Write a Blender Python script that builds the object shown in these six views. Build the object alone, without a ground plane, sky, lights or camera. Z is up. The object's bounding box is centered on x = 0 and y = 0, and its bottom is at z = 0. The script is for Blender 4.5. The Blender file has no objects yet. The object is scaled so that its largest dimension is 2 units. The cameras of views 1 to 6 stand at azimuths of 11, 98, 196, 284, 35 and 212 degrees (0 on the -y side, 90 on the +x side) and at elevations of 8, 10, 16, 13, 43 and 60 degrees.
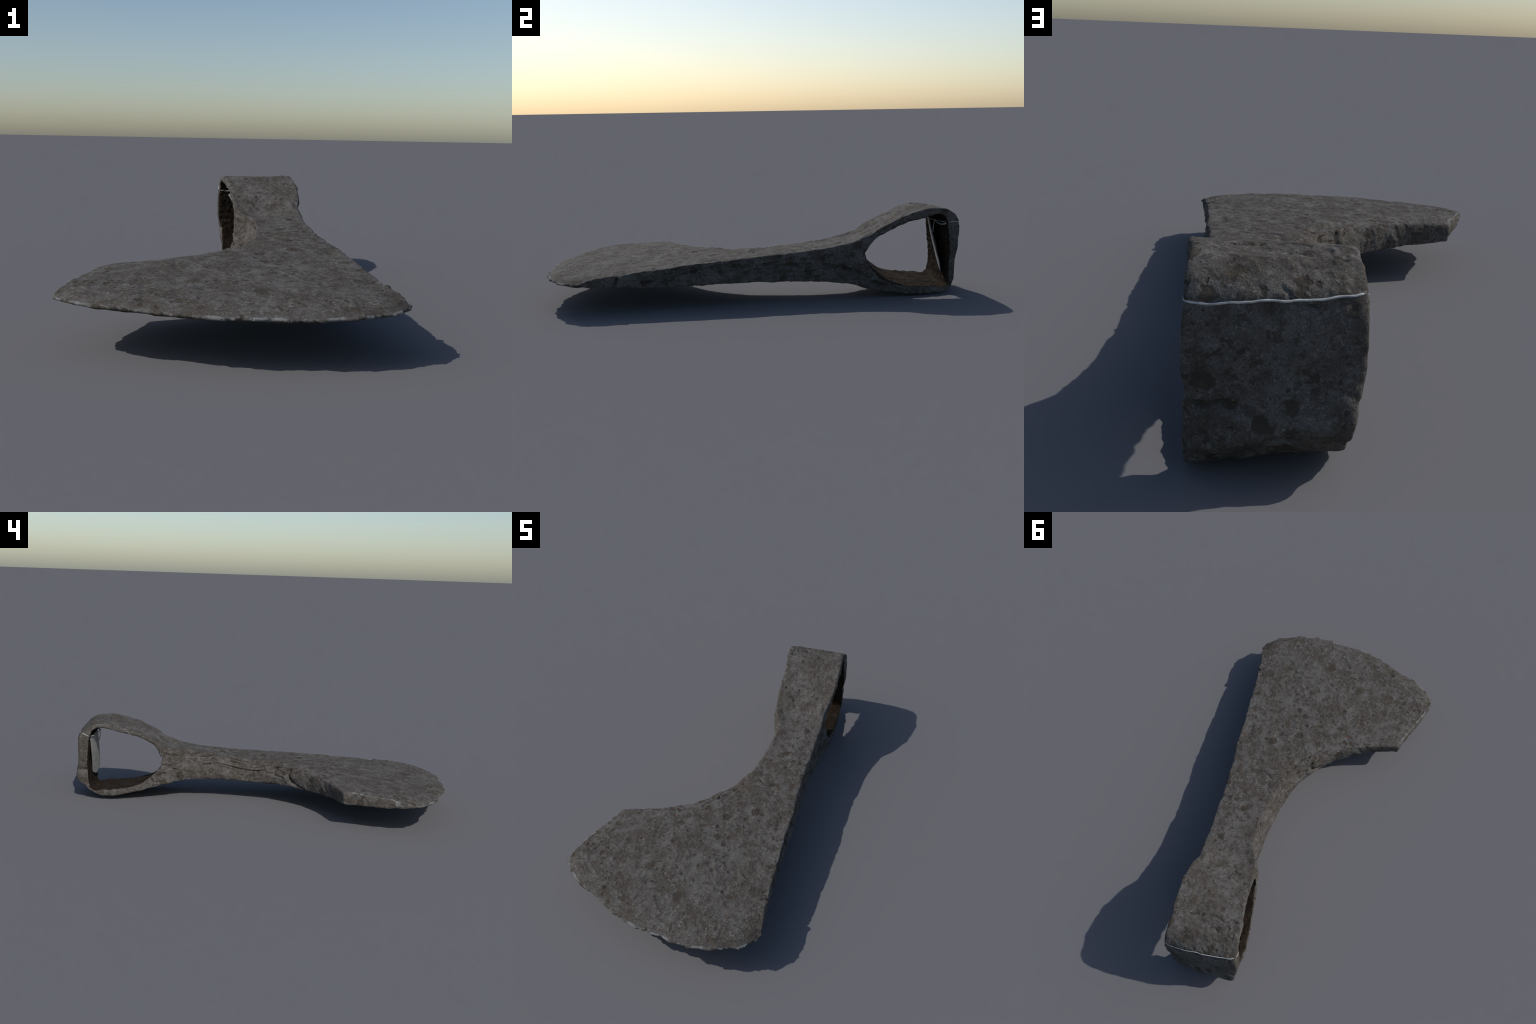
"""Forged iron bearded axe head lying on its side, with a museum tag tied
through the eye.  The iron is modelled as a solid: a plan outline, a side
profile and an eye opening, intersected as an implicit body, polygonised
(surface nets), roughened along its normals and split into anatomical parts."""
import bpy, math
import numpy as np
from mathutils import Vector
from mathutils.bvhtree import BVHTree

TURN = math.radians(20.0)          # axe is turned 20 deg about z
CELL = 0.0036                      # polygonising cell

# ------------------------------------------------------------------ noise
_rng = np.random.RandomState(11)
_perm = _rng.permutation(256)
_perm = np.concatenate([_perm, _perm, _perm])
_grad = _rng.normal(size=(256, 3))
_grad /= np.linalg.norm(_grad, axis=1)[:, None]


def perlin(P):
    """Vectorised gradient noise, roughly -0.7..0.7."""
    P = np.asarray(P, float)
    i = np.floor(P).astype(int)
    f = P - i
    u = f * f * f * (f * (f * 6 - 15) + 10)
    i &= 255
    out = 0
    for dx in (0, 1):
        for dy in (0, 1):
            for dz in (0, 1):
                h = _perm[_perm[_perm[i[:, 0] + dx] + i[:, 1] + dy] + i[:, 2] + dz]
                g = _grad[h]
                w = ((u[:, 0] if dx else 1 - u[:, 0]) * (u[:, 1] if dy else 1 - u[:, 1])
                     * (u[:, 2] if dz else 1 - u[:, 2]))
                out = out + w * (g[:, 0] * (f[:, 0] - dx) + g[:, 1] * (f[:, 1] - dy)
                                 + g[:, 2] * (f[:, 2] - dz))
    return out


def fbm(P, octaves=4, gain=0.5):
    s, a = 0, 1.0
    for o in range(octaves):
        s = s + a * perlin(P * (2.03 ** o) + 17.3 * o)
        a *= gain
    return s


def smoothstep(x, a, b):
    t = np.clip((x - a) / (b - a), 0, 1)
    return t * t * (3 - 2 * t)


def smax(a, b, k):
    h = np.clip(0.5 + 0.5 * (a - b) / k, 0, 1)
    return b + (a - b) * h + k * h * (1 - h)


def curve(x, pts):
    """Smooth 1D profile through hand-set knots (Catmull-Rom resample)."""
    pts = np.array(pts, float)
    xs = np.linspace(pts[0, 0], pts[-1, 0], 400)
    ys = np.interp(xs, pts[:, 0], pts[:, 1])
    ker = np.hanning(13); ker /= ker.sum()
    ys = np.convolve(np.pad(ys, 6, mode='edge'), ker, 'valid')
    return np.interp(x, xs, ys)


def polygon_distance(X, Y, poly):
    """Signed distance to a closed polygon (negative inside)."""
    poly = np.array(poly, float)
    d2 = np.full(X.shape, 1e9)
    inside = np.zeros(X.shape, bool)
    n = len(poly)
    for k in range(n):
        ax, ay = poly[k]; bx, by = poly[(k + 1) % n]
        ex, ey = bx - ax, by - ay
        wx, wy = X - ax, Y - ay
        t = np.clip((wx * ex + wy * ey) / (ex * ex + ey * ey), 0, 1)
        d2 = np.minimum(d2, (wx - t * ex) ** 2 + (wy - t * ey) ** 2)
        if ay != by:
            c = ((ay > Y) != (by > Y)) & (X < (bx - ax) * (Y - ay) / (by - ay) + ax)
            inside ^= c
    return np.where(inside, -1, 1) * np.sqrt(d2)


# --------------------------------------------------------------- profiles
# p: along the eye axis, q: from cutting edge to poll, z: up
CUTTING_EDGE = [(-.765, -.660), (-.737, -.712), (-.703, -.746), (-.660, -.783), (-.592, -.816),
                (-.530, -.853), (-.476, -.884), (-.400, -.912), (-.334, -.938), (-.262, -.951),
                (-.205, -.957), (-.150, -.968), (-.100, -.973), (-.030, -.968), (.050, -.955),
                (.137, -.925), (.185, -.890), (.208, -.862), (.213, -.830)]
HEEL = [(-.720, -.555), (-.672, -.455), (-.622, -.342)]
BEARD_UPPER = [(-.515, -.312), (-.413, -.285), (-.316, -.237), (-.245, -.190), (-.180, -.100),
               (-.115, -.010), (-.070, .090), (-.049, .200), (-.033, .300), (-.033, .380),
               (-.046, .440), (-.074, .520), (-.086, .580), (-.090, .660), (-.094, .770),
               (-.107, .870), (-.106, .930), (-.104, 1.15)]
BEARD_LOWER = [(-.547, -.331), (-.487, -.313), (-.400, -.272), (-.310, -.221), (-.235, -.150),
               (-.185, -.085), (-.135, .000), (-.105, .090), (-.083, .200), (-.066, .300),
               (-.058, .380), (-.056, .450), (-.086, .550), (-.097, .660), (-.101, .740), (-.105, .850),
               (-.092, .960), (-.092, 1.15)]
BACK_UPPER = [(.205, 1.15), (.206, .980), (.199, .900), (.206, .800), (.210, .700), (.203, .620),
              (.184, .520), (.181, .420), (.180, .300), (.174, .160), (.177, .000), (.184, -.150),
              (.183, -.300), (.186, -.450), (.190, -.550), (.194, -.650), (.204, -.750)]
BACK_LOWER = [(.207, 1.15), (.207, .980), (.212, .850), (.214, .700), (.206, .550), (.198, .470),
              (.189, .380), (.182, .220), (.180, .100), (.185, -.030), (.192, -.150), (.194, -.300),
              (.189, -.480), (.193, -.560), (.203, -.670), (.208, -.760)]
PLAN_UPPER = CUTTING_EDGE[::-1] + HEEL + BEARD_UPPER + BACK_UPPER
PLAN_LOWER = CUTTING_EDGE[::-1] + HEEL + BEARD_LOWER + BACK_LOWER

TOP_RIGHT = [(-.10, .212), (-.04, .218), (.182, .231), (.355, .249), (.432, .264), (.484, .274), (.512, .293),
             (.579, .328), (.66, .368), (.705, .388), (.748, .399), (.812, .414), (.855, .421),
             (.888, .420), (.935, .411), (.965, .396), (1.05, .36)]
TOP_LEFT = [(-.10, .212), (-.04, .219), (.182, .234), (.355, .254), (.42, .270), (.49, .276), (.562, .291), (.585, .308),
            (.63, .336), (.678, .358), (.734, .375), (.789, .402), (.841, .414), (.882, .418),
            (.937, .405), (.963, .390), (1.0, .372), (1.05, .35)]
BOT_RIGHT = [(-.10, .109), (.0, .105), (.131, .101), (.23, .096), (.355, .088), (.469, .069), (.522, .046),
             (.574, .036), (.646, .024), (.70, .013), (.757, .006), (.83, .003), (.912, .006),
             (.945, .016), (.965, .032), (.985, .052), (1.01, .10), (1.05, .2)]
BOT_LEFT = [(-.10, .112), (.0, .112), (.2, .116), (.355, .118), (.394, .117), (.47, .104), (.565, .083), (.64, .063),
            (.678, .048), (.735, .038), (.829, .020), (.905, .022), (.96, .048), (1.0, .085),
            (1.05, .14)]
POLL_RIGHT = [(-.05, .93), (.02, .946), (.063, .961), (.15, .965), (.19, .976), (.24, .984), (.32, .989),
              (.36, .987), (.39, .968), (.411, .936), (.46, .88)]
POLL_LEFT = [(-.05, .95), (.05, .982), (.09, 1.006), (.13, 1.009), (.20, 1.005), (.33, 1.004), (.37, .994),
             (.388, .965), (.404, .937), (.46, .88)]
EYE_RIGHT = [(.513, .216), (.524, .232), (.541, .259), (.565, .285), (.593, .303), (.642, .325),
             (.678, .341), (.724, .358), (.770, .372), (.818, .380), (.874, .394), (.903, .393),
             (.920, .381), (.933, .360), (.942, .246), (.942, .162), (.942, .085), (.940, .047),
             (.926, .031), (.820, .037), (.736, .042), (.689, .054), (.645, .065), (.588, .090),
             (.545, .146), (.522, .185)]
EYE_LEFT = [(.565, .229), (.577, .245), (.600, .295), (.652, .329), (.697, .349), (.767, .363),
            (.816, .378), (.841, .387), (.882, .398), (.908, .394), (.934, .378), (.951, .345),
            (.954, .305), (.962, .200), (.959, .150), (.957, .105), (.952, .068), (.932, .053),
            (.852, .052), (.761, .062), (.686, .083), (.640, .117), (.607, .143), (.572, .186)]
MID_HEIGHT = [(-1.0, .136), (-.9, .141), (-.75, .146), (-.66, .148), (-.48, .152), (-.24, .160), (-.04, .165), (.18, .169)]
THICKNESS = [(0, .006), (.03, .025), (.08, .039), (.2, .054), (.4, .080), (.65, .099), (.95, .116),
             (1.13, .136), (1.5, .15)]


def edge_distance(P, Q):
    """Distance from the sharpened edge; the heel counts as an ever blunter edge."""
    best = np.full(P.shape, 9.0)
    line = CUTTING_EDGE + []
    for (ax, ay), (bx, by) in zip(line[:-1], line[1:]):
        ex, ey = bx - ax, by - ay
        t = np.clip(((P - ax) * ex + (Q - ay) * ey) / (ex * ex + ey * ey), 0, 1)
        best = np.minimum(best, np.hypot(P - ax - t * ex, Q - ay - t * ey))
    ax, ay = CUTTING_EDGE[0]; bx, by = HEEL[-1]
    ex, ey = bx - ax, by - ay
    t = np.clip(((P - ax) * ex + (Q - ay) * ey) / (ex * ex + ey * ey), 0, 1)
    return np.minimum(best, np.hypot(P - ax - t * ex, Q - ay - t * ey) + .25 * t)


def solid():
    """Sample the implicit axe on a grid: returns field and axes."""
    p = np.arange(-.80, .262, CELL)
    q = np.arange(-1.012, 1.046, CELL)
    z = np.arange(-.024, .452, CELL)
    P, Q = np.meshgrid(p, q, indexing='ij')
    # plan, nibbled along the worn edge
    flat = np.stack([P.ravel() * 22, Q.ravel() * 22, np.zeros(P.size)], 1)
    nib = fbm(flat, 3).reshape(P.shape)
    d_edge = edge_distance(P, Q)
    worn = .018 * nib * np.exp(-d_edge / .025)
    worn += .012 * smoothstep(perlin(flat * .8 + 40).reshape(P.shape), .2, .45) * np.exp(-d_edge / .015)
    worn += .012 * np.abs(perlin(flat * 1.9 + 13).reshape(P.shape)) * np.exp(-d_edge / .012)
    worn += .012 * np.exp(-((P + .255) / .018) ** 2 - ((Q + .96) / .02) ** 2)
    worn -= .006 * np.exp(-d_edge / .02)
    worn += .0035 * nib
    up = polygon_distance(P, Q, PLAN_UPPER) + worn
    low = polygon_distance(P, Q, PLAN_LOWER) + worn
    # faces
    side = np.clip((.205 - P) / .30, -.1, 1.1)
    t = curve(d_edge, THICKNESS)
    mid = curve(Q, MID_HEIGHT) + .004 * np.clip((.2 - P) / .8, 0, 1)
    blend = smoothstep(Q, -.12, .2)
    top = (1 - blend) * (mid + t / 2) + blend * ((1 - side) * curve(Q, TOP_RIGHT) + side * curve(Q, TOP_LEFT))
    bot = (1 - blend) * (mid - t / 2) + blend * ((1 - side) * curve(Q, BOT_RIGHT) + side * curve(Q, BOT_LEFT))
    dome = .009 * smoothstep(-low, .0, .16) * (1 - smoothstep(Q, -.1, .25)) * smoothstep(d_edge, .02, .2)
    top = top - .010 * np.exp(-(((Q - .55) / .14) ** 2 + ((P - .05) / .10) ** 2))
    top = top - .008 * np.exp(-np.maximum(-up, 0) / .035) * smoothstep(.02 - P, 0, .15) * smoothstep(.15 - Q, 0, .15) * smoothstep(Q, -.42, -.3)
    top = top - .002 * smoothstep(Q, .45, .62)
    bot = bot - .004 * (1 - blend) * smoothstep(d_edge, .1, .3)
    bot = bot - 1.4 * dome - .004 * blend * (1 - smoothstep(Q, .4, .5))
    # the inner side of neck and beard swells at half height
    swell = .016 * smoothstep(Q, -.42, -.25) * (1 - smoothstep(Q, .36, .52)) * smoothstep(.05 - P, 0, .08)
    # eye
    QQ, ZZ = np.meshgrid(q, z, indexing='ij')
    eye_r = polygon_distance(QQ, ZZ, EYE_RIGHT)
    eye_l = polygon_distance(QQ, ZZ, EYE_LEFT)
    F = np.empty((len(p), len(q), len(z)), np.float32)
    poll_bulge = smoothstep(q, .8, .95)
    for i in range(len(p)):
        s = float(np.clip((.205 - p[i]) / .295, -.1, 1.1))
        w = smoothstep(z, .10, .24)[None, :]
        plan = low[i][:, None] * (1 - w) + up[i][:, None] * w
        plan = plan - .008 * poll_bulge[:, None] * np.exp(-((z - .25) / .09) ** 2)[None, :]
        plan = plan - swell[i][:, None] * np.exp(-((z - .168) / .050) ** 2)[None, :]
        # lips of the eye where it meets the neck
        plan = plan - .013 * (np.exp(-((q - (.485 + .045 * s)) / .045) ** 2)[:, None]
                              * np.exp(-((z - .20) / .065) ** 2)[None, :])
        zt = z[None, :] - top[i][:, None]
        zb = bot[i][:, None] - z[None, :]
        pe = q[:, None] - ((1 - s) * curve(z, POLL_RIGHT) + s * curve(z, POLL_LEFT))[None, :]
        # the butt is cushion-shaped: fuller between its ends, most of all low down
        full = max(0.0, 1 - abs((p[i] - .05) / .165) ** 3)
        pe = pe - .003 - full * (.010 + .016 * smoothstep(z, .20, .09))[None, :]
        zt = zt - (.007 * full * smoothstep(q, .88, .95))[:, None]
        f = np.maximum(zt, zb)
        f = smax(f, plan, .007)
        f = smax(f, pe, .008)
        eye = (1 - s) * eye_r + s * eye_l - ((.004 + .006 * full) * smoothstep(q, .88, .94))[:, None]
        f = smax(f, -eye, .010)
        F[i] = f - .003 * smoothstep(d_edge[i], 0, .05)[:, None]
    return F, p, q, z


def surface_nets(F, p, q, z):
    """One vertex per mixed-sign cell, one quad per crossing grid edge."""
    ins = F < 0
    nx, ny, nz = F.shape
    cnt = np.zeros((nx - 1, ny - 1, nz - 1), np.uint8)
    for a in (0, 1):
        for b in (0, 1):
            for c in (0, 1):
                cnt += ins[a:nx - 1 + a, b:ny - 1 + b, c:nz - 1 + c]
    cells = np.argwhere((cnt > 0) & (cnt < 8))
    index = np.full(cnt.shape, -1, np.int64)
    index[tuple(cells.T)] = np.arange(len(cells))
    corner = np.array([[a, b, c] for a in (0, 1) for b in (0, 1) for c in (0, 1)])
    val = np.stack([F[tuple((cells + k).T)] for k in corner], 1).astype(float)
    acc = np.zeros((len(cells), 3)); n = np.zeros(len(cells))
    for i in range(8):
        for j in range(i + 1, 8):
            if np.abs(corner[i] - corner[j]).sum() != 1:
                continue
            m = (val[:, i] < 0) != (val[:, j] < 0)
            t = val[m, i] / (val[m, i] - val[m, j])
            acc[m] += corner[i] + t[:, None] * (corner[j] - corner[i])
            n[m] += 1
    V = cells + acc / n[:, None]
    V = np.array([p[0], q[0], z[0]]) + V * CELL
    quads = []
    for ax in range(3):
        sl0 = [slice(None)] * 3; sl1 = [slice(None)] * 3
        sl0[ax] = slice(0, -1); sl1[ax] = slice(1, None)
        a, b = ins[tuple(sl0)], ins[tuple(sl1)]
        e = np.argwhere(a != b)
        e = e[np.all([e[:, k] > 0 for k in range(3) if k != ax], axis=0)]
        u, v = [k for k in range(3) if k != ax]
        du = np.zeros(3, int); du[u] = 1
        dv = np.zeros(3, int); dv[v] = 1
        qd = np.stack([index[tuple((e - du - dv).T)], index[tuple((e - dv).T)],
                       index[tuple(e.T)], index[tuple((e - du).T)]], 1)
        flip = a[tuple(e.T)] if ax != 1 else ~a[tuple(e.T)]
        qd = np.where(flip[:, None], qd, qd[:, ::-1])
        quads.append(qd)
    return V, np.concatenate(quads)


def vertex_normals(V, Qd):
    n = np.cross(V[Qd[:, 2]] - V[Qd[:, 0]], V[Qd[:, 3]] - V[Qd[:, 1]])
    N = np.zeros_like(V)
    for k in range(4):
        for c in range(3):
            N[:, c] += np.bincount(Qd[:, k], n[:, c], len(V))
    return N / np.maximum(np.linalg.norm(N, axis=1), 1e-12)[:, None]


def relax(V, Qd, rounds, f=.5):
    n = 2.0 * np.bincount(Qd.ravel(), minlength=len(V))
    for _ in range(rounds):
        S = np.zeros_like(V)
        for c in range(3):
            x = V[Qd, c]
            near = np.roll(x, 1, 1) + np.roll(x, -1, 1)
            S[:, c] = np.bincount(Qd.ravel(), near.ravel(), len(V))
        V = V + f * (S / n[:, None] - V)
    return V


def roughen(V, Qd):
    """Forging lumps, corrosion scale, drawn-out grain on the narrow sides."""
    soft = relax(V, Qd, 10)
    N = vertex_normals(soft, Qd)
    # corners worn or chipped here and there, crisp elsewhere
    chip = smoothstep(fbm(V * 15.0 + 60, 2), .12, .42)
    keep_edge = smoothstep(edge_distance(V[:, 0], V[:, 1]), .01, .05)
    rounder = relax(soft, Qd, 22)
    V = V + (rounder - V) * (chip * keep_edge)[:, None] * .9
    thin = np.where(V[:, 1] > 0, 1, np.clip(edge_distance(V[:, 0], V[:, 1]) / .05, .25, 1))
    patchy = smoothstep(perlin(V * 9 + 70), -.25, .3)
    h = .0048 * fbm(V * 7.0, 2)
    h += .0036 * fbm(V * 20.0 + 5, 2)
    h += .0024 * (.35 - np.abs(perlin(V * 34.0 + 25)) * 2) * patchy
    h += (.0010 + .0022 * patchy) * fbm(V * 60.0 + 9, 2)
    h += .0060 * fbm(V * 11.0 + 33, 2) * smoothstep(N[:, 1], .3, .8) * (V[:, 1] > .9)
    # scattered corrosion pits
    h -= .0038 * smoothstep(perlin(V * 30 + 31), .33, .5) * smoothstep(perlin(V * 6 + 8), -.15, .2)
    # layered grain along the narrow faces, following the bend of the beard
    sideways = smoothstep(np.abs(N[:, 0]) + .8 * np.maximum(N[:, 1], 0) * (V[:, 1] < .3), .5, .85) * (V[:, 1] < .62)
    warp = perlin(V * 5 + 2)
    lay = V[:, 2] + .16 * np.minimum(V[:, 1], 0) ** 2 - .10 * np.maximum(V[:, 1] - .3, 0) * (V[:, 2] - .17) / .1
    grain = perlin(np.stack([V[:, 0] * 4, V[:, 1] * 6 + 1.2 * warp, lay * 36 + 2.2 * warp], 1))
    fold = -smoothstep(np.abs(grain), .10, .0)
    grain2 = perlin(np.stack([V[:, 0] * 6 + 9, V[:, 1] * 9 + warp, lay * 80 + 3 * warp], 1))
    scarce = smoothstep(perlin(V * np.array([6, 3.5, 14]) + 90), -.15, .25)
    beard = (V[:, 0] < .05) * smoothstep(V[:, 1], .05, -.12)
    h += sideways * (1 - .7 * beard) * (.0040 * grain + .0085 * fold * scarce + .0022 * grain2)
    # grinding lines along the cutting edge
    ed = edge_distance(V[:, 0], V[:, 1])
    lines = perlin(np.stack([V[:, 0] * 7, V[:, 1] * 4, ed * 70 + perlin(V * 8)], 1))
    h += (1 - sideways) * smoothstep(ed, .17, .09) * (V[:, 1] < 0) * .0032 * lines
    return V + N * (h * thin)[:, None]


def snap_points(V, pts):
    """Nearest point of the iron to each rough position (socket top: from above)."""
    out = []
    for a in np.array(pts, float):
        if a[1] > .45 and a[2] > .27:
            a = a + np.array([0, 0, .045])
        out.append(int(np.argmin(((V - a) ** 2).sum(1))))
    return np.array(out)


def same_side(N, n):
    """Keeps a mark from also working on the far side of a thin wall."""
    return smoothstep(N @ n, -.1, .45)


def dent(V, N, centre, radius, depth):
    k = snap_points(V, [centre])[0]
    d = (V - V[k]) / np.array(radius)
    return V - N * (depth * same_side(N, N[k]) * np.exp(-(d ** 2).sum(1)))[:, None]


def crease(V, N, pts, width, depth, wobble=.006):
    """Open crack along a polyline: V-groove with slightly raised lips."""
    a = np.array(pts, float)
    t = np.arange(len(a))
    x = np.linspace(0, len(a) - 1, 4 * (len(a) - 1) + 1)
    ids = snap_points(V, np.stack([np.interp(x, t, a[:, k]) for k in range(3)], 1))
    pts, side = V[ids], N[ids].mean(0)
    side /= np.linalg.norm(side)
    lo, hi = pts.min(0) - .06, pts.max(0) + .06
    near = np.where(np.all((V > lo) & (V < hi), axis=1))[0]
    P = V[near]
    W = P + wobble * np.stack([perlin(P * 30 + k) for k in (3, 41, 77)], 1)
    best = np.full(len(P), 9.0)
    for a, b in zip(pts[:-1], pts[1:]):
        e = b - a
        t = np.clip(((W - a) @ e) / max(e @ e, 1e-9), 0, 1)
        best = np.minimum(best, np.linalg.norm(W - a - t[:, None] * e, axis=1))
    uneven = np.clip(1 + 1.2 * perlin(P * 16 + 50), .35, 1.6)
    lip = .12 * np.exp(-((best - 2.2 * width) / width) ** 2)
    V = V.copy()
    V[near] -= N[near] * (1.25 * depth * uneven * same_side(N[near], side) * (np.exp(-(best / (.72 * width)) ** 2) - lip))[:, None]
    return V


def features(V, Qd):
    """The dents, folds and open seams that can be told apart on the iron."""
    N = vertex_normals(relax(V, Qd, 4), Qd)
    # top of the socket
    V = dent(V, N, (.025, .59, .34), (.028, .034, .06), .005)
    V = dent(V, N, (-.055, .62, .35), (.040, .030, .05), .006)
    V = dent(V, N, (.00, .49, .28), (.055, .035, .05), .008)
    V = dent(V, N, (.125, .746, .39), (.014, .014, .04), .006)
    V = dent(V, N, (.08, .75, .39), (.016, .012, .04), .005)
    V = dent(V, N, (-.01, .70, .38), (.020, .014, .04), .006)
    V = dent(V, N, (.205, .53, .29), (.02, .03, .03), .010)
    V = crease(V, N, [(.128, .861, .42), (.100, .857, .42), (.077, .853, .42)], .006, .006)
    V = crease(V, N, [(.041, .843, .42), (.010, .848, .42), (-.037, .866, .42), (-.080, .853, .41)], .0075, .007)
    V = crease(V, N, [(-.034, .871, .42), (-.052, .891, .41), (-.057, .925, .40), (-.08, .939, .40)], .006, .004)
    V = dent(V, N, (.06, .90, .415), (.09, .035, .04), .004)
    # fold and chipped flap where beard meets neck
    V = crease(V, N, [(-.246, -.222, .215), (-.205, -.165, .215), (-.160, -.130, .215), (-.118, -.057, .22)], .010, .007)
    V = dent(V, N, (-.150, -.055, .19), (.045, .050, .030), .012)
    V = crease(V, N, [(-.190, -.150, .20), (-.200, -.115, .17), (-.245, -.125, .13), (-.30, -.18, .10)], .009, .008)
    V = dent(V, N, (-.255, -.16, .175), (.035, .035, .035), -.005)
    # chamfer seam along the concave side of the neck
    V = crease(V, N, [(-.07, .42, .225), (-.09, .33, .207), (-.10, .24, .200), (-.11, .14, .180),
                      (-.14, .0, .165), (-.18, -.09, .150)], .007, .0045)
    V = dent(V, N, (-.08, .45, .20), (.05, .035, .022), .008)
    V = dent(V, N, (-.06, .53, .245), (.03, .03, .02), -.006)
    # crescent scars on the blade
    V = crease(V, N, [(-.105, .03, .215), (-.046, .034, .215), (.010, -.007, .21), (.062, .001, .21)], .009, .005)
    V = dent(V, N, (-.02, .08, .22), (.07, .03, .04), .005)
    V = dent(V, N, (.15, -.22, .21), (.03, .05, .03), .008)
    V = dent(V, N, (.175, -.63, .17), (.025, .03, .03), .009)
    # straight back: gash, folds sweeping out of the eye
    V = crease(V, N, [(.19, -.650, .19), (.19, -.668, .15), (.19, -.682, .11)], .010, .017)
    V = crease(V, N, [(.18, -.58, .125), (.18, -.463, .150), (.18, -.386, .182), (.18, -.29, .188)], .008, .008)
    V = crease(V, N, [(.18, -.52, .115), (.18, -.43, .130), (.18, -.36, .165), (.18, -.22, .185), (.18, -.10, .19)], .007, .007)
    V = crease(V, N, [(.18, -.20, .19), (.18, -.08, .178), (.18, .05, .185), (.18, .14, .176), (.18, .25, .172)], .007, .008)
    V = crease(V, N, [(.18, .30, .175), (.19, .407, .150), (.20, .49, .120), (.21, .545, .080), (.21, .62, .045)], .010, .011)
    V = dent(V, N, (.20, .46, .125), (.03, .05, .014), .008)
    V = crease(V, N, [(.20, .50, .24), (.20, .535, .215), (.18, .54, .19)], .008, .008)
    # poll: slanting crack and broken lower lip
    V = crease(V, N, [(.190, .985, .150), (.150, .99, .160), (.095, .995, .146)], .009, .015)
    V = dent(V, N, (.05, .985, .05), (.05, .03, .020), .012)
    V = dent(V, N, (-.075, .985, .07), (.03, .03, .02), .006)
    V = crease(V, N, [(.06, .99, .10), (.03, .99, .11), (.0, 1.0, .10)], .006, .005)
    V = crease(V, N, [(.04, .99, .325), (.02, .99, .305), (-.02, 1.0, .300)], .005, .004)
    V = dent(V, N, (-.105, .98, .165), (.02, .03, .010), .009)
    V = dent(V, N, (.215, .96, .17), (.02, .03, .012), .009)
    return V


# -------------------------------------------------------------- materials
def new_material(name):
    m = bpy.data.materials.new(name)
    m.use_nodes = True
    nt = m.node_tree
    nt.nodes.clear()
    return m, nt


class Nodes:
    def __init__(self, nt):
        self.nt = nt

    def add(self, kind, **kw):
        n = self.nt.nodes.new(kind)
        for k, v in kw.items():
            setattr(n, k, v)
        return n

    def link(self, a, b):
        self.nt.links.new(a, b)

    def noise(self, vec, scale, detail=4, rough=.55, dist=0.0):
        n = self.add('ShaderNodeTexNoise')
        n.inputs['Scale'].default_value = scale
        n.inputs['Detail'].default_value = detail
        n.inputs['Roughness'].default_value = rough
        n.inputs['Distortion'].default_value = dist
        self.link(vec, n.inputs['Vector'])
        return n.outputs['Fac']

    def ramp(self, fac, lo, hi, a=0.0, b=1.0):
        n = self.add('ShaderNodeMapRange', interpolation_type='SMOOTHSTEP')
        n.inputs['From Min'].default_value = lo
        n.inputs['From Max'].default_value = hi
        n.inputs['To Min'].default_value = a
        n.inputs['To Max'].default_value = b
        self.link(fac, n.inputs['Value'])
        return n.outputs['Result']

    def math(self, op, a, b):
        n = self.add('ShaderNodeMath', operation=op)
        for k, v in enumerate((a, b)):
            if isinstance(v, (int, float)):
                n.inputs[k].default_value = v
            else:
                self.link(v, n.inputs[k])
        return n.outputs[0]

    def mix(self, fac, a, b):
        n = self.add('ShaderNodeMix', data_type='RGBA')
        if isinstance(fac, (int, float)):
            n.inputs[0].default_value = fac
        else:
            self.link(fac, n.inputs[0])
        for k, v in ((6, a), (7, b)):
            if isinstance(v, tuple):
                n.inputs[k].default_value = (*v, 1)
            else:
                self.link(v, n.inputs[k])
        return n.outputs[2]


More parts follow.
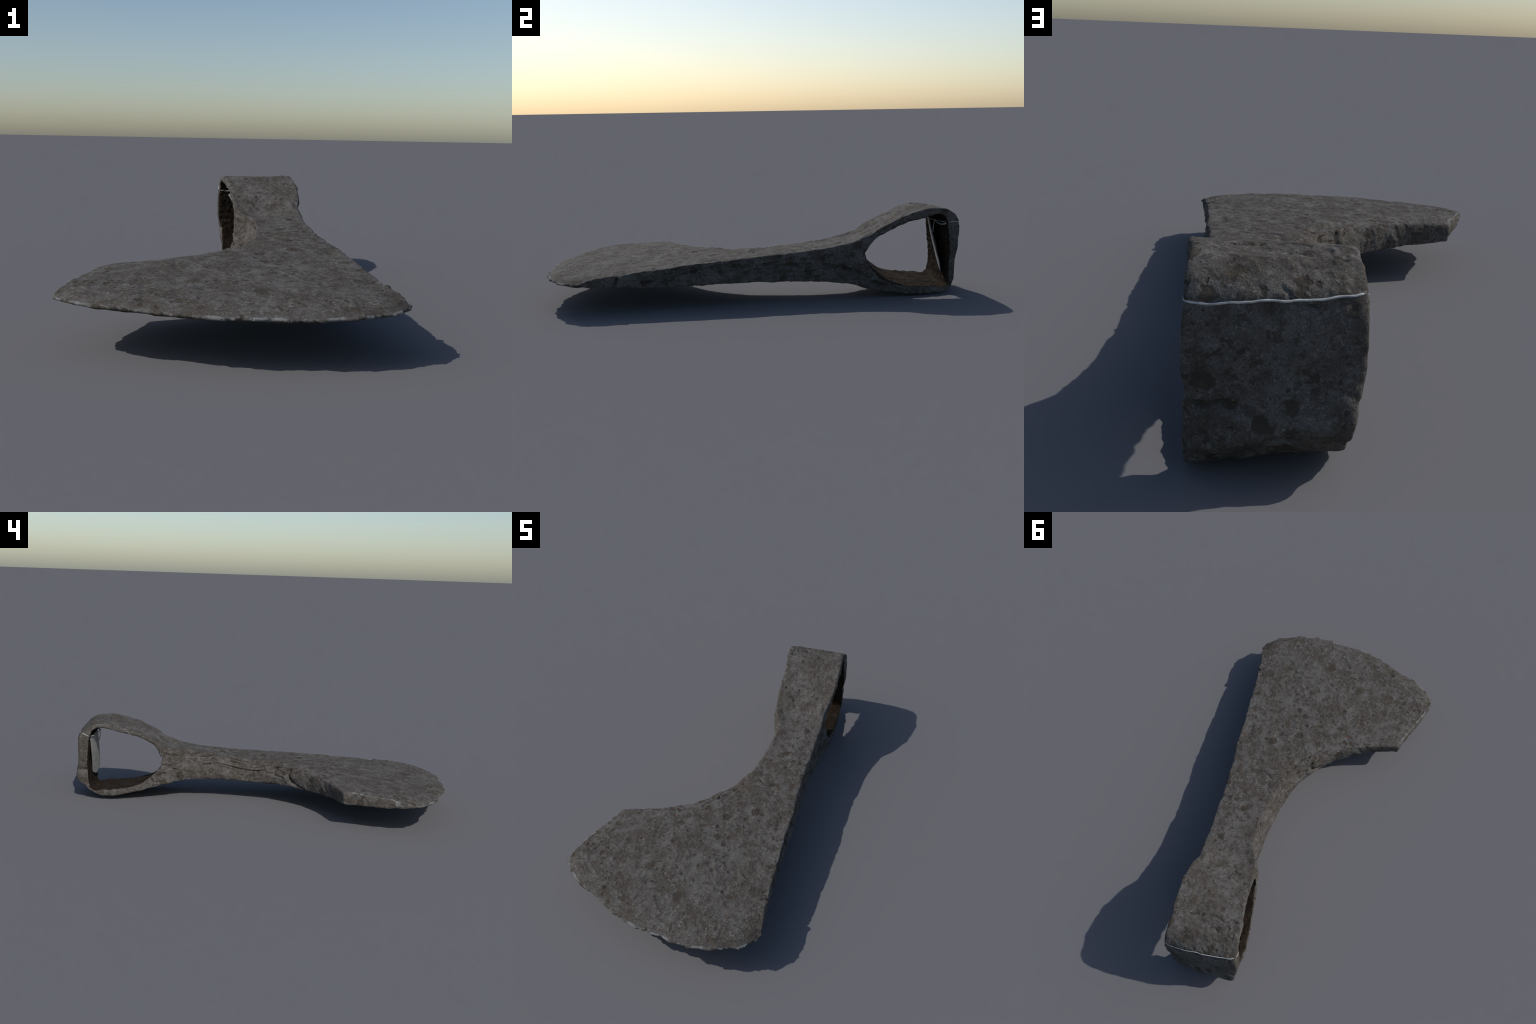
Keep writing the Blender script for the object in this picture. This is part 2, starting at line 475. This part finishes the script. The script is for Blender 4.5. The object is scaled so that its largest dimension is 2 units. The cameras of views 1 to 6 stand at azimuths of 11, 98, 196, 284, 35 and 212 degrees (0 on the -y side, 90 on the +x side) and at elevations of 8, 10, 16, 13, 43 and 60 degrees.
def iron_material(name, bright=0.0, inner=0.0):
    m, nt = new_material(name)
    N = Nodes(nt)
    co = N.add('ShaderNodeTexCoord').outputs['Object']
    patch = N.noise(co, 5.5, 5, .65)
    mott = N.noise(co, 21.0, 7, .68, .3)
    blot = N.noise(co, 38.0, 5, .62, .2)
    fine = N.noise(co, 120.0, 5, .7)
    grit = N.noise(co, 260.0, 3, .7)
    # ground tone: warm grey oxide mottled at every size
    c = N.mix(N.ramp(mott, .38, .64), (.070, .060, .051), (.117, .110, .103))
    c = N.mix(N.math('MULTIPLY', N.ramp(patch, .45, .62), .5), c, (.131, .125, .119))
    c = N.mix(N.math('MULTIPLY', N.ramp(patch, .50, .36), .5), c, (.070, .061, .051))
    c = N.mix(N.math('MULTIPLY', N.ramp(blot, .50, .62), .80), c, (.058, .049, .040))
    # fine pale crust and dark grit
    crust = N.math('MULTIPLY', N.ramp(fine, .52, .64), N.ramp(mott, .36, .60, .30, .95))
    c = N.mix(crust, c, (.172, .165, .156))
    c = N.mix(N.math('MULTIPLY', N.ramp(grit, .49, .37), .70), c, (.040, .035, .030))
    # rounded brown pits of uneven size, in clusters
    warp = N.add('ShaderNodeTexNoise')
    warp.inputs['Scale'].default_value = 45.0
    N.link(co, warp.inputs['Vector'])
    off = N.add('ShaderNodeVectorMath', operation='MULTIPLY_ADD')
    N.link(warp.outputs['Color'], off.inputs[0])
    off.inputs[1].default_value = (.034, .034, .034)
    N.link(co, off.inputs[2])
    pits = None
    for scale, big, cl in ((20.0, .46, 6.0), (44.0, .40, 9.0)):
        vor = N.add('ShaderNodeTexVoronoi')
        vor.inputs['Scale'].default_value = scale
        N.link(off.outputs[0], vor.inputs['Vector'])
        sep = N.add('ShaderNodeSeparateColor')
        N.link(vor.outputs['Color'], sep.inputs[0])
        size = N.ramp(sep.outputs[0], .35, 1.0, .02, big)
        size = N.math('MULTIPLY', size, N.ramp(N.noise(co, cl, 2), .40, .60, .35, 1.1))
        d = N.math('SUBTRACT', vor.outputs['Distance'], size)
        k = N.ramp(d, .08, -.07)
        pits = k if pits is None else N.math('MAXIMUM', pits, k)
    tint = N.mix(N.ramp(N.noise(co, 20.0, 2), .4, .65), (.044, .037, .030), (.062, .050, .038))
    c = N.mix(N.math('MULTIPLY', pits, .88), c, tint)
    # rust blooms
    rust = N.math('MULTIPLY', N.ramp(N.noise(co, 13.0, 4, .6, .5), .655, .76), .6)
    c = N.mix(rust, c, (.110, .060, .034))
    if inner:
        dark_brown_mix = N.ramp(N.noise(co, 16.0, 4), .3, .7, .80, .99)
        c = N.mix(dark_brown_mix, c, N.mix(N.ramp(fine, .4, .65), (.013, .009, .006), (.033, .023, .015)))
    if bright:
        shine = N.ramp(N.noise(co, 16.0, 2), .45, .60)
        c = N.mix(N.math('MULTIPLY', shine, bright), c, (.40, .43, .44))  # cool whitish light on the edge, painted into the base colour
    b = N.add('ShaderNodeBsdfPrincipled')
    N.link(c, b.inputs['Base Color'])
    b.inputs['Roughness'].default_value = .88
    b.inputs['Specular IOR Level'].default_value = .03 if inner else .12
    h = N.math('ADD', N.math('MULTIPLY', fine, .45), N.math('MULTIPLY', blot, .75))
    h = N.math('ADD', h, N.math('MULTIPLY', grit, .18))
    h = N.math('SUBTRACT', h, N.math('MULTIPLY', pits, .28))
    bump = N.add('ShaderNodeBump')
    bump.inputs['Strength'].default_value = .8
    bump.inputs['Distance'].default_value = .007
    N.link(h, bump.inputs['Height'])
    N.link(bump.outputs[0], b.inputs['Normal'])
    out = N.add('ShaderNodeOutputMaterial')
    N.link(b.outputs[0], out.inputs[0])
    return m


def plain_material(name, lo, hi, scale, rough=.8):
    m, nt = new_material(name)
    N = Nodes(nt)
    co = N.add('ShaderNodeTexCoord').outputs['Object']
    c = N.mix(N.ramp(N.noise(co, scale, 3), .35, .65), lo, hi)
    b = N.add('ShaderNodeBsdfPrincipled')
    N.link(c, b.inputs['Base Color'])
    b.inputs['Roughness'].default_value = rough
    out = N.add('ShaderNodeOutputMaterial')
    N.link(b.outputs[0], out.inputs[0])
    return m


# ------------------------------------------------------------------ build
def to_world(V):
    c, s = math.cos(TURN), math.sin(TURN)
    V = np.asarray(V, float)
    return np.stack([V[..., 0] * c - V[..., 1] * s, V[..., 0] * s + V[..., 1] * c, V[..., 2]], -1)


def mesh_object(name, verts, faces, material, parent, normals=None):
    me = bpy.data.meshes.new(name)
    me.from_pydata([tuple(v) for v in verts], [], [tuple(f) for f in faces])
    me.polygons.foreach_set('use_smooth', [True] * len(me.polygons))
    if normals is not None:
        me.normals_split_custom_set_from_vertices([tuple(n) for n in normals])
    me.materials.append(material)
    ob = bpy.data.objects.new(name, me)
    bpy.context.collection.objects.link(ob)
    ob.parent = parent
    return ob


def tube(path, radius, sides=8):
    """Sweep a small circle along a polyline."""
    path = np.array(path, float)
    tan = np.gradient(path, axis=0)
    tan /= np.linalg.norm(tan, axis=1)[:, None]
    verts, faces = [], []
    ref = np.array([0.05, 0.1, 1.0])
    for k, (c, t) in enumerate(zip(path, tan)):
        a = np.cross(t, ref)
        if np.linalg.norm(a) < .1:
            a = np.cross(t, [1, 0, 0])
        a /= np.linalg.norm(a); b = np.cross(t, a)
        for j in range(sides):
            w = 2 * math.pi * j / sides
            verts.append(c + radius * (math.cos(w) * a + math.sin(w) * b))
        if k:
            for j in range(sides):
                j2 = (j + 1) % sides
                faces.append(((k - 1) * sides + j, (k - 1) * sides + j2, k * sides + j2, k * sides + j))
    faces.append(tuple(range(sides))[::-1])
    faces.append(tuple((len(path) - 1) * sides + j for j in range(sides)))
    return np.array(verts), faces


def smooth_path(pts, n=90, rounds=12):
    pts = np.array(pts, float)
    s = np.concatenate([[0], np.cumsum(np.linalg.norm(np.diff(pts, axis=0), axis=1))])
    x = np.linspace(0, s[-1], n)
    P = np.stack([np.interp(x, s, pts[:, k]) for k in range(3)], 1)
    for _ in range(rounds):
        P[1:-1] += .5 * (.5 * (P[:-2] + P[2:]) - P[1:-1])
    return P


def main():
    F, p, q, z = solid()
    V, Qd = surface_nets(F, p, q, z)
    V = relax(V, Qd, 2, .45)
    V = features(V, Qd)
    V = roughen(V, Qd)
    V[:, 2] -= V[:, 2].min()
    W = to_world(V)
    mn, mx = W.min(0), W.max(0)
    shift = np.array([(mn[0] + mx[0]) / 2, (mn[1] + mx[1]) / 2, 0])
    scale = 2.0 / (mx[1] - mn[1])
    print('BODY', len(V), mn, mx, 'scale', scale)
    W = (W - shift) * scale
    Nw = vertex_normals(W, Qd)

    axe = bpy.data.objects.new('axe_head', None)
    bpy.context.collection.objects.link(axe)
    axe['label'] = 'forged iron bearded axe head, corroded, tag tied in eye'
    axe['category'] = 'axe head'

    # split by region
    C = V[Qd].mean(1)
    Nl = vertex_normals(relax(V, Qd, 2), Qd)[Qd].mean(1)
    s = np.clip((.205 - C[:, 0]) / .295, 0, 1)
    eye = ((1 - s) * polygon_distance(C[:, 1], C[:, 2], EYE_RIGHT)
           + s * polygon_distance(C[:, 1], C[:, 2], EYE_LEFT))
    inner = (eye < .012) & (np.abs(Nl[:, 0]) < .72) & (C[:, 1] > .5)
    strip = edge_distance(C[:, 0], C[:, 1]) < .005 + .008 * perlin(C * 14)
    a, b = np.array(CUTTING_EDGE[0]), np.array(HEEL[-1])
    t = np.clip(((C[:, :2] - a) @ (b - a)) / ((b - a) @ (b - a)), 0, 1)
    rim = np.linalg.norm(C[:, :2] - a - t[:, None] * (b - a), axis=1) < .003 + .005 * perlin(C * 14)  # thin strip of faces, lightened to show the heel rim's highlight
    strip |= rim & (C[:, 2] > .165 + .02 * t - .02)
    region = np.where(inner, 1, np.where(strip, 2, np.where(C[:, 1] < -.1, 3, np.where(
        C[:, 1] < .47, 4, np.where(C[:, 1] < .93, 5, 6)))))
    iron = iron_material('corroded_iron')
    lining = iron_material('dark_brown_eye_lining', inner=1.0)
    worn = iron_material('painted_edge_highlight', bright=.30)
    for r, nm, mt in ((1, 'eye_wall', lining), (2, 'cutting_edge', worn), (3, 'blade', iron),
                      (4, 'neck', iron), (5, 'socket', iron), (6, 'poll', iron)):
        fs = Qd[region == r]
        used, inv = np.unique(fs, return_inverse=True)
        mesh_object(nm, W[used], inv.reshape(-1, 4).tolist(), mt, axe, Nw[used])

    # ---- string round the poll wall
    bvh = BVHTree.FromPolygons([tuple(v) for v in V], [tuple(f) for f in Qd])

    def touch(o, d, lift=.0025):
        hit = bvh.ray_cast(Vector(o), Vector(d))
        return tuple(hit[0] - Vector(d) * lift) if hit[0] else None

    def snap(P, lift):
        out = []
        for a in P:
            hit, nor, _, _ = bvh.find_nearest(Vector(a))
            out.append(np.array(hit) + lift * np.array(nor))
        return np.array(out)

    around = [(.175, .940, .350), (.205, .950, .352), (.220, .970, .354), (.214, .990, .352), (.190, 1.005, .350),
              (.168, 1.015, .351), (.119, 1.02, .355), (.053, 1.025, .363), (.0, 1.025, .364), (-.04, 1.02, .369),
              (-.085, 1.01, .371), (-.108, .988, .367), (-.112, .972, .358), (-.108, .955, .349), (-.085, .940, .346)]
    outer = snap(smooth_path(around, 150, 4), -.0002)
    for _ in range(10):
        outer[1:-1] = .5 * outer[1:-1] + .25 * (outer[:-2] + outer[2:])
    string = plain_material('cotton_string', (.30, .31, .31), (.48, .48, .47), 60, .9)

    def place(A):
        return (to_world(A) - shift) * scale

    v, f = tube(place(outer), .0024)
    mesh_object('string', v, f, string, axe)
    back = smooth_path([tuple(outer[-1]), (-.05, .928, .347), (.03, .922, .347), (.11, .918, .350), (.17, .925, .352),
                        tuple(outer[0])], 60)
    v, f = tube(place(back), .0016)
    mesh_object('string', v, f, string, axe)
    tail = smooth_path([tuple(outer[2]), (.19, .945, .343), (.165, .920, .337), (.13, .915, .342), (.10, .92, .352)], 50)
    v, f = tube(place(tail), .0030)
    mesh_object('string', v, f, string, axe)
    loop = smooth_path([(.10, .92, .352), (.09, .915, .335), (.085, .915, .31), (.06, .925, .285)], 40)
    v, f = tube(place(loop), .0022)
    mesh_object('string', v, f, string, axe)

    # ---- paper tag: a stiff narrow card hanging askew against the poll wall
    top_c = np.array([-.034, .936, .350])
    a = np.array([.080, -.032, .030]); a /= np.linalg.norm(a)
    d = np.array([.150, .004, -.240]); L = np.linalg.norm(d); d /= L; L *= 1.06
    n = np.cross(a, d); n /= np.linalg.norm(n)
    if n[1] > 0:
        n = -n
    rows, cols, half = 31, 13, .0020
    vt, ft = [], []
    for sgn in (1, -1):
        for i in range(rows):
            y = L * i / (rows - 1)
            wdt = .046 * min(1.0, .6 + y / .02, .15 + (L - y) / .045)
            for j in range(cols):
                x = wdt * (2 * j / (cols - 1) - 1)
                bow = .004 * math.sin(math.pi * y / L) - 1.2 * x ** 2
                vt.append(top_c + a * x + d * y + n * (bow + sgn * half))
    m = rows * cols
    for i in range(rows - 1):
        for j in range(cols - 1):
            k = i * cols + j
            ft.append((k, k + 1, k + cols + 1, k + cols))
            ft.append((m + k, m + k + cols, m + k + cols + 1, m + k + 1))
    for i in range(rows - 1):
        for j in (0, cols - 1):
            k = i * cols + j
            qd = (k, k + cols, m + k + cols, m + k)
            ft.append(qd if j == 0 else qd[::-1])
    for j in range(cols - 1):
        for i in (0, rows - 1):
            k = i * cols + j
            qd = (k, m + k, m + k + 1, k + 1)
            ft.append(qd if i == 0 else qd[::-1])
    card = plain_material('paper_card', (.25, .25, .245), (.32, .32, .315), 30, .8)
    mesh_object('tag', place(np.array(vt)), ft, card, axe)


main()
